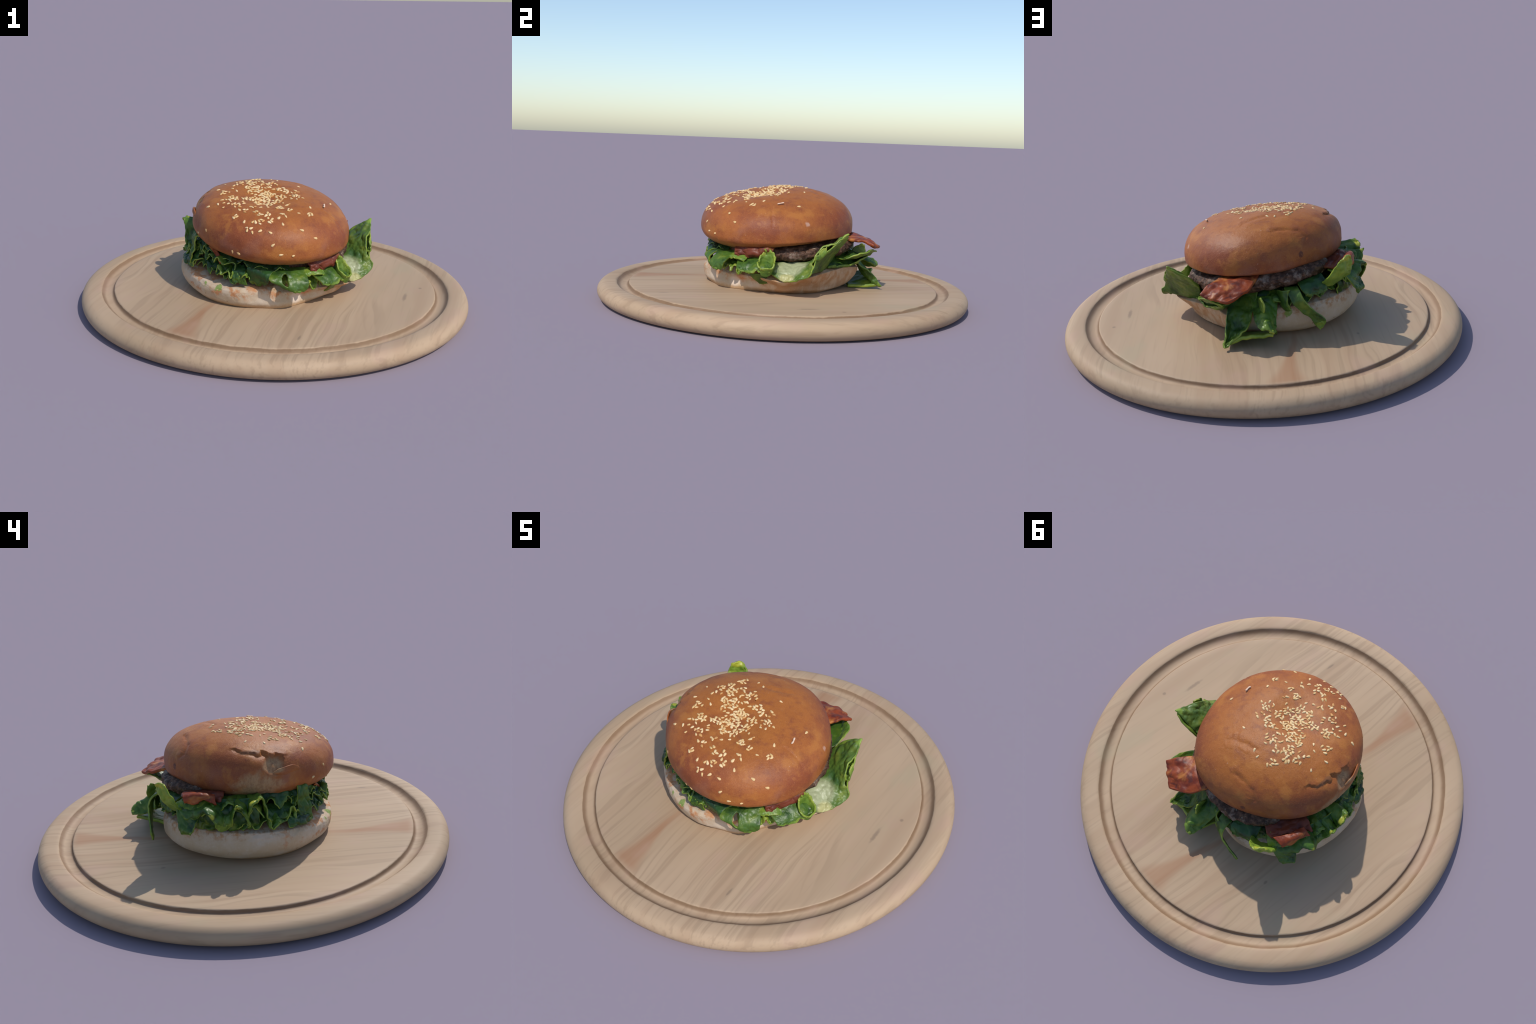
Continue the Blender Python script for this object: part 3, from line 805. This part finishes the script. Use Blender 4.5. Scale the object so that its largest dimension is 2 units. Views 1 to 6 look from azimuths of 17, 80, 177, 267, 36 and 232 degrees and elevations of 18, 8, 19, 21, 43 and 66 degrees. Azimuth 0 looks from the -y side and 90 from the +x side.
    for i, (x, y, z) in enumerate(edge):
        a = math.atan2(y - CEN[1], x - CEN[0])
        ri = 0.352
        inner.append((CEN[0] + ri * math.cos(a), CEN[1] + ri * math.sin(a), 0.385 - 0.02 * abs(math.sin(a)) if y > -0.085 else 0.315))
        w = 0.92 if y > -0.085 else 0.66
        middle.append((inner[-1][0] * (1 - w) + x * w, inner[-1][1] * (1 - w) + y * w, (0.385 * 0.5 + z * 0.5 if y > -0.085 else 0.27 * 0.6 + z * 0.4) + random.uniform(-0.008, 0.014)))
    leaf([inner, middle, edge], LEAF_TIPS, thick=0.008, ruffle=0.007, nu=20, nv=150, freq=30, ragged=0.012)
    # darker layers behind and below it
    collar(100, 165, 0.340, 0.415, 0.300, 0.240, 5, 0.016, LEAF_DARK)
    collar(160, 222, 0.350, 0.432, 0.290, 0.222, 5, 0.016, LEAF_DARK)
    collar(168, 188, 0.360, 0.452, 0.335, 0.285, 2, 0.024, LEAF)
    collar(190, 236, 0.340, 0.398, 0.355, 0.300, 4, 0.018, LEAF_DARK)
    collar(140, 176, 0.360, 0.452, 0.345, 0.315, 3, 0.020, LEAF)
    wall = [[(CEN[0] + r * math.cos(math.radians(a)), CEN[1] + r * math.sin(math.radians(a)), z) for a in range(138, 194, 8)]
            for r, z in ((0.405, 0.388), (0.440, 0.335), (0.432, 0.245))]
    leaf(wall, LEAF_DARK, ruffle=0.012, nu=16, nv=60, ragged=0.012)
    leaf([[(-0.400, 0.120, 0.360), (-0.405, 0.060, 0.360)], [(-0.462, 0.118, 0.315), (-0.466, 0.078, 0.318)], [(-0.474, 0.114, 0.262), (-0.478, 0.086, 0.272)]],
         LEAF, ruffle=0.006, nu=16, nv=14)
    leaf([[(-0.300, -0.215, 0.385), (-0.265, -0.280, 0.372)], [(-0.350, -0.238, 0.402), (-0.322, -0.285, 0.384)], [(-0.368, -0.232, 0.335), (-0.332, -0.292, 0.330)],
          [(-0.382, -0.245, 0.272), (-0.348, -0.298, 0.268)], [(-0.362, -0.280, 0.234), (-0.351, -0.294, 0.226)]], LEAF, ruffle=0.011, nu=30, nv=18, freq=36)
    leaf([[(-0.36, -0.17, 0.27), (-0.34, -0.23, 0.27), (-0.29, -0.28, 0.27)], [(-0.42, -0.18, 0.265), (-0.39, -0.24, 0.265), (-0.33, -0.30, 0.262)],
          [(-0.435, -0.19, 0.235), (-0.40, -0.255, 0.232), (-0.335, -0.315, 0.228)]], LEAF_DARK, ruffle=0.008, nu=18, nv=26, freq=34)
    # dark frills at the left front, under the overhang of the bun
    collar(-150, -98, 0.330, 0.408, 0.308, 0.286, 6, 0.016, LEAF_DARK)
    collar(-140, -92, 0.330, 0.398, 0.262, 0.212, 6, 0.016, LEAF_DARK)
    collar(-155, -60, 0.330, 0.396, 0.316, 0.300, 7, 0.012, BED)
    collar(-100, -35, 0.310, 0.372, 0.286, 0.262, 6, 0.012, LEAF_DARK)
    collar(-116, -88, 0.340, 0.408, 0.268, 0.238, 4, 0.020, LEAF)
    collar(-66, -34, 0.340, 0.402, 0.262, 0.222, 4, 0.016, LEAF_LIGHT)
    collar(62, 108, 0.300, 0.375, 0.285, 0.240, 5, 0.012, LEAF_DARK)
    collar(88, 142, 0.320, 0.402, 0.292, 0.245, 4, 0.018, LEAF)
    leaf([[(-0.110, -0.355, 0.290), (-0.030, -0.360, 0.285)], [(-0.095, -0.402, 0.268), (-0.030, -0.402, 0.262)], [(-0.094, -0.412, 0.210), (-0.020, -0.398, 0.202)]],
         LEAF_DARK, ruffle=0.006, nu=18, nv=20, ragged=0.012)
    leaf([[(-0.010, -0.335, 0.305), (0.050, -0.345, 0.298), (0.110, -0.345, 0.290)], [(-0.020, -0.402, 0.297), (0.040, -0.412, 0.285), (0.100, -0.412, 0.274)],
          [(-0.022, -0.396, 0.248), (0.040, -0.402, 0.240), (0.095, -0.425, 0.248)], [(0.000, -0.380, 0.200), (0.040, -0.382, 0.202), (0.082, -0.395, 0.218)]],
         LEAF_DARK, ruffle=0.005, nu=22, nv=26, ragged=0.012)
    # glossy front leaf with a hole
    leaf([[(0.085, -0.340, 0.285), (0.160, -0.320, 0.285), (0.235, -0.285, 0.285)], [(0.094, -0.405, 0.270), (0.170, -0.375, 0.274), (0.252, -0.325, 0.258)],
          [(0.098, -0.436, 0.256), (0.185, -0.412, 0.238), (0.272, -0.356, 0.236)], [(0.135, -0.426, 0.234), (0.212, -0.410, 0.206), (0.264, -0.362, 0.206)],
          [(0.200, -0.406, 0.200), (0.235, -0.395, 0.190), (0.252, -0.376, 0.195)]], LEAF, thick=0.011, ruffle=0.004, nu=34, nv=36, hole=((0.42, 0.42), (0.17, 0.085)))
    leaf([[(0.225, -0.295, 0.282), (0.270, -0.260, 0.285), (0.300, -0.225, 0.285)], [(0.240, -0.325, 0.268), (0.285, -0.288, 0.272), (0.318, -0.250, 0.262)],
          [(0.244, -0.328, 0.248), (0.288, -0.300, 0.256), (0.322, -0.262, 0.244)]], LEAF_LIGHT, thick=0.008, ruffle=0.006, nu=14, nv=20)
    # front right leaf, and the ring its edge curls into
    leaf([[(0.250, -0.280, 0.258), (0.295, -0.225, 0.265), (0.325, -0.165, 0.275), (0.335, -0.120, 0.268)],
          [(0.310, -0.298, 0.228), (0.352, -0.236, 0.232), (0.385, -0.185, 0.232), (0.392, -0.130, 0.232)],
          [(0.330, -0.300, 0.200), (0.370, -0.248, 0.196), (0.412, -0.190, 0.205), (0.428, -0.145, 0.212)]], LEAF, thick=0.011, ruffle=0.005, nu=20, nv=30)
    c = np.array([0.388, -0.158, 0.238])
    rows = []
    for w in (0.0, 0.5, 1.0):
        row = []
        for i in range(10):
            a = 2 * math.pi * i / 10
            r = 0.026 + 0.012 * w
            lift = 0.030 * max(0.0, math.cos(a - 2.6))
            row.append((c[0] + r * math.cos(a) + 0.010 * w, c[1] + r * 1.15 * math.sin(a), c[2] - 0.020 + (0.045 + lift) * w + 0.03 * math.cos(a - 2.9)))
        rows.append(row)
    leaf(rows, LEAF_LIGHT, thick=0.009, ruffle=0.004, nu=14, nv=44, closed=True)
    leaf([[(0.352, -0.240, 0.196), (0.385, -0.165, 0.192)], [(0.328, -0.208, 0.158), (0.362, -0.140, 0.158)], [(0.300, -0.160, 0.128), (0.322, -0.122, 0.130)]],
         LEAF, thick=0.008, ruffle=0.002, nu=14, nv=16)
    leaf([[(0.345, -0.150, 0.300), (0.360, -0.150, 0.300)], [(0.362, -0.162, 0.312), (0.374, -0.158, 0.308)], [(0.368, -0.166, 0.322), (0.373, -0.163, 0.320)]], LEAF_LIGHT, thick=0.008, ruffle=0.001, nu=8, nv=8)


def bacon(parent):
    strip = lambda rows, mat=BACON, **kw: sheet("bacon_strip", rows, mat, parent, **{**dict(thick=0.014, ruffle=0.007, nu=26, nv=26, freq=24), **kw})
    strip([[(0.195, 0.275, 0.360), (0.105, 0.300, 0.372), (0.020, 0.320, 0.385)], [(0.235, 0.315, 0.354), (0.140, 0.365, 0.368), (0.050, 0.385, 0.366)],
           [(0.264, 0.362, 0.350), (0.185, 0.422, 0.346), (0.092, 0.444, 0.342)], [(0.300, 0.420, 0.328), (0.250, 0.457, 0.322), (0.178, 0.487, 0.306)]],
          seed=2.0, ragged=0.006, thick=0.016)
    strip([[(-0.255, 0.245, 0.378), (-0.310, 0.165, 0.392), (-0.335, 0.080, 0.398)], [(-0.310, 0.275, 0.378), (-0.360, 0.185, 0.395), (-0.393, 0.090, 0.402)],
           [(-0.352, 0.276, 0.388), (-0.402, 0.190, 0.396), (-0.446, 0.106, 0.382)]], BACON_DARK, seed=5.0, ragged=0.012, ruffle=0.010)
    strip([[(-0.355, 0.272, 0.400), (-0.385, 0.225, 0.412), (-0.398, 0.178, 0.412), (-0.405, 0.130, 0.404)],
           [(-0.402, 0.270, 0.402), (-0.418, 0.222, 0.414), (-0.428, 0.178, 0.416), (-0.430, 0.130, 0.400)],
           [(-0.412, 0.262, 0.370), (-0.430, 0.215, 0.378), (-0.440, 0.170, 0.394), (-0.448, 0.125, 0.372)]], seed=6.5, nu=18, nv=30, ragged=0.012, ruffle=0.006)
    strip([[(0.225, -0.290, 0.320), (0.275, -0.235, 0.328), (0.315, -0.165, 0.335), (0.330, -0.105, 0.340)],
           [(0.262, -0.305, 0.300), (0.306, -0.252, 0.305), (0.346, -0.178, 0.312), (0.360, -0.120, 0.320)],
           [(0.268, -0.300, 0.275), (0.302, -0.248, 0.266), (0.335, -0.172, 0.276), (0.345, -0.120, 0.290)]], BACON_DARK, seed=8.0, ruffle=0.012, freq=30, thick=0.015, ragged=0.014)
    strip([[(-0.245, -0.325, 0.352), (-0.212, -0.330, 0.352)], [(-0.205, -0.350, 0.322), (-0.180, -0.348, 0.326)], [(-0.168, -0.376, 0.285), (-0.150, -0.372, 0.292)]], seed=9.0, nv=10, nu=16)


# --------------------------------------------------------------------------
# sesame: clusters (x, y, how many, spread) on the crown, and strays
# --------------------------------------------------------------------------
CLUSTERS = [(-0.022, -0.089, 21, 0.021), (-0.060, -0.168, 15, 0.020), (-0.084, -0.058, 15, 0.022), (-0.134, -0.003, 12, 0.019), (0.113, -0.082, 10, 0.021),
            (0.040, -0.144, 9, 0.020), (-0.017, -0.142, 9, 0.018), (-0.163, -0.202, 9, 0.018), (0.054, -0.094, 8, 0.018), (0.038, -0.018, 8, 0.018),
            (0.018, -0.194, 8, 0.016), (-0.049, -0.011, 8, 0.021), (0.083, -0.229, 7, 0.012), (-0.031, -0.212, 7, 0.011), (-0.120, -0.278, 7, 0.017),
            (-0.102, -0.183, 6, 0.013), (-0.131, -0.059, 6, 0.011), (-0.222, -0.147, 6, 0.018), (-0.165, 0.019, 6, 0.020), (-0.138, 0.102, 6, 0.017),
            (0.037, -0.319, 5, 0.020), (-0.101, -0.097, 5, 0.016), (-0.040, 0.036, 5, 0.017), (-0.101, 0.033, 5, 0.019), (0.111, -0.301, 4, 0.018),
            (0.071, -0.356, 4, 0.012), (-0.004, -0.419, 4, 0.013), (0.097, -0.014, 4, 0.016), (-0.057, -0.113, 4, 0.016), (-0.071, -0.325, 4, 0.018),
            (-0.095, -0.369, 4, 0.007), (0.137, -0.231, 3, 0.010), (0.033, -0.363, 3, 0.010), (0.020, -0.396, 3, 0.017), (-0.046, -0.264, 3, 0.015),
            (-0.105, -0.236, 3, 0.014), (-0.180, -0.281, 3, 0.015), (-0.178, -0.034, 3, 0.017), (0.245, -0.198, 2, 0.009), (0.225, -0.227, 2, 0.009)]
PAIRS = [(-0.013, -0.311), (0.111, -0.179), (0.070, -0.037), (-0.201, -0.230), (-0.205, 0.004), (-0.190, 0.087), (-0.263, -0.068)]
STRAYS = [(0.183, -0.240), (0.216, -0.153), (0.012, -0.342), (-0.041, -0.392), (0.027, -0.237), (-0.003, -0.260), (0.081, -0.159), (0.159, -0.073),
          (-0.006, -0.032), (0.011, -0.071), (-0.215, -0.275), (-0.162, -0.242), (-0.004, 0.023), (-0.174, -0.114), (-0.204, -0.093), (-0.267, -0.275),
          (-0.209, -0.053), (-0.031, 0.118), (-0.066, 0.127), (-0.267, -0.022), (-0.275, -0.104), (0.096, 0.082), (0.044, -0.416), (0.092, -0.409),
          (0.135, -0.351), (0.279, 0.017), (0.222, -0.331)]
FLANK = [(0.113, -0.433, 0.427), (0.151, -0.425, 0.381), (0.205, -0.399, 0.375), (0.285, -0.311, 0.444), (-0.241, -0.372, 0.447), (-0.303, -0.318, 0.414),
         (-0.083, -0.441, 0.376), (-0.052, -0.447, 0.373)]


def seed_mesh():
    """teardrop grain, long axis x"""
    verts, nu, nv = [], 9, 10
    for i in range(nu):
        a = math.pi * i / (nu - 1)
        x = -math.cos(a)
        w = math.sin(a) ** 0.9 * (1.0 - 0.42 * x)
        for j in range(nv):
            b = 2 * math.pi * j / nv
            verts.append((0.0100 * x, 0.0056 * w * math.cos(b), 0.0031 * w * math.sin(b)))
    me = bpy.data.meshes.new("sesame_seed")
    me.from_pydata(verts, [], grid_faces(nu, nv, True))
    me.polygons.foreach_set("use_smooth", [True] * len(me.polygons))
    me.materials.append(SEED)
    return me


def sesame(bun):
    dg = bpy.context.evaluated_depsgraph_get()
    bun_me = bun.data
    from mathutils.bvhtree import BVHTree
    tree = BVHTree.FromPolygons([v.co[:] for v in bun_me.vertices], [p.vertices[:] for p in bun_me.polygons])
    spots = []

    def drop(x, y):
        hit = tree.ray_cast(Vector((x, y, 2)), Vector((0, 0, -1)))
        return (hit[0], hit[1]) if hit[0] is not None else None

    def clear(p, r):
        return all((p - q).length > r for q, _ in spots)

    for x, y in STRAYS:
        h = drop(x, y)
        if h:
            spots.append(h)
    for p in FLANK:
        q = tree.find_nearest(Vector(p))
        spots.append((q[0], q[1]))
    for x, y, k, s in CLUSTERS + [(x, y, 2, 0.008) for x, y in PAIRS]:
        for _ in range(k):
            for trial in range(40):
                a, d = random.uniform(0, 2 * math.pi), s * 1.45 * math.sqrt(random.random())
                h = drop(x + d * math.cos(a), y + d * math.sin(a))
                if h and clear(h[0], 0.0120 if trial < 25 else 0.0085):
                    spots.append(h)
                    break
    me = seed_mesh()
    for i, (p, nrm) in enumerate(spots[:300]):
        if nrm.z < -0.2 and (p - Vector((0, 0, 0.42))).dot(nrm) < 0:
            nrm = -nrm
        ob = bpy.data.objects.new("sesame_seed", me)
        COL.objects.link(ob)
        q = nrm.to_track_quat("Z", "X").to_matrix().to_4x4()
        spin = Matrix.Rotation(random.uniform(0, 2 * math.pi), 4, "Z")
        lean = Matrix.Rotation(random.uniform(-0.25, 0.25), 4, "Y")
        sc = random.uniform(0.85, 1.12)
        mw = Matrix.Translation(p + nrm * 0.0006) @ q @ spin @ lean @ Matrix.Diagonal((sc, sc * random.uniform(0.88, 1.1), sc, 1))
        ob.parent = bun
        ob.matrix_basis = mw
    return len(spots)


def flake(bun):
    """a loose splinter of almond-like crumb lying on the crown"""
    a, b = Vector((0.270, -0.093, 0.536)), Vector((0.267, -0.058, 0.543))
    verts, n = [], 8
    for i in range(7):
        w = i / 6
        c = a.lerp(b, w) + Vector((0.002 * math.sin(w * 5), 0, 0.0025))
        r = 0.0050 * (0.75 + 0.4 * abs(w - 0.5) * 2) * (0.5 if i in (0, 6) else 1)
        for j in range(n):
            t = 2 * math.pi * j / n
            verts.append(c + Vector((r * math.cos(t), 0, r * 0.8 * math.sin(t))))
    make("crumb_splinter", verts, grid_faces(7, n, True), plain("splinter", (0.78, 0.58, 0.42), 0.6, (0.70, 0.48, 0.34)), bun)


# --------------------------------------------------------------------------
# assemble
# --------------------------------------------------------------------------
cutting_board()
burger = bpy.data.objects.new("hamburger", None)
COL.objects.link(burger)
burger.location = (CEN[0], CEN[1], BOARD_TOP)
burger["label"] = "hamburger with seeded bun, lettuce, bacon and beef patty"
burger["category"] = "hamburger"

bottom_bun(burger)
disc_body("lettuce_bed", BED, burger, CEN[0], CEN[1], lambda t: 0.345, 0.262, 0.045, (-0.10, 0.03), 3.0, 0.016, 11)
disc_body("patty", PATTY, burger, -0.003, 0.012, lambda t: 0.360 + 0.008 * math.sin(3 * t + 1) + 0.020 * math.exp(-((t - 0.9) / 0.35) ** 2) + 0.012 * math.exp(-((t - 1.9) / 0.6) ** 2), 0.328, 0.058, (-0.12, 0.055), 6.0, 0.020, 17, n=320)
bun = top_bun(burger)
lettuce(burger)
bacon(burger)
flake(bun)
sesame(bun)
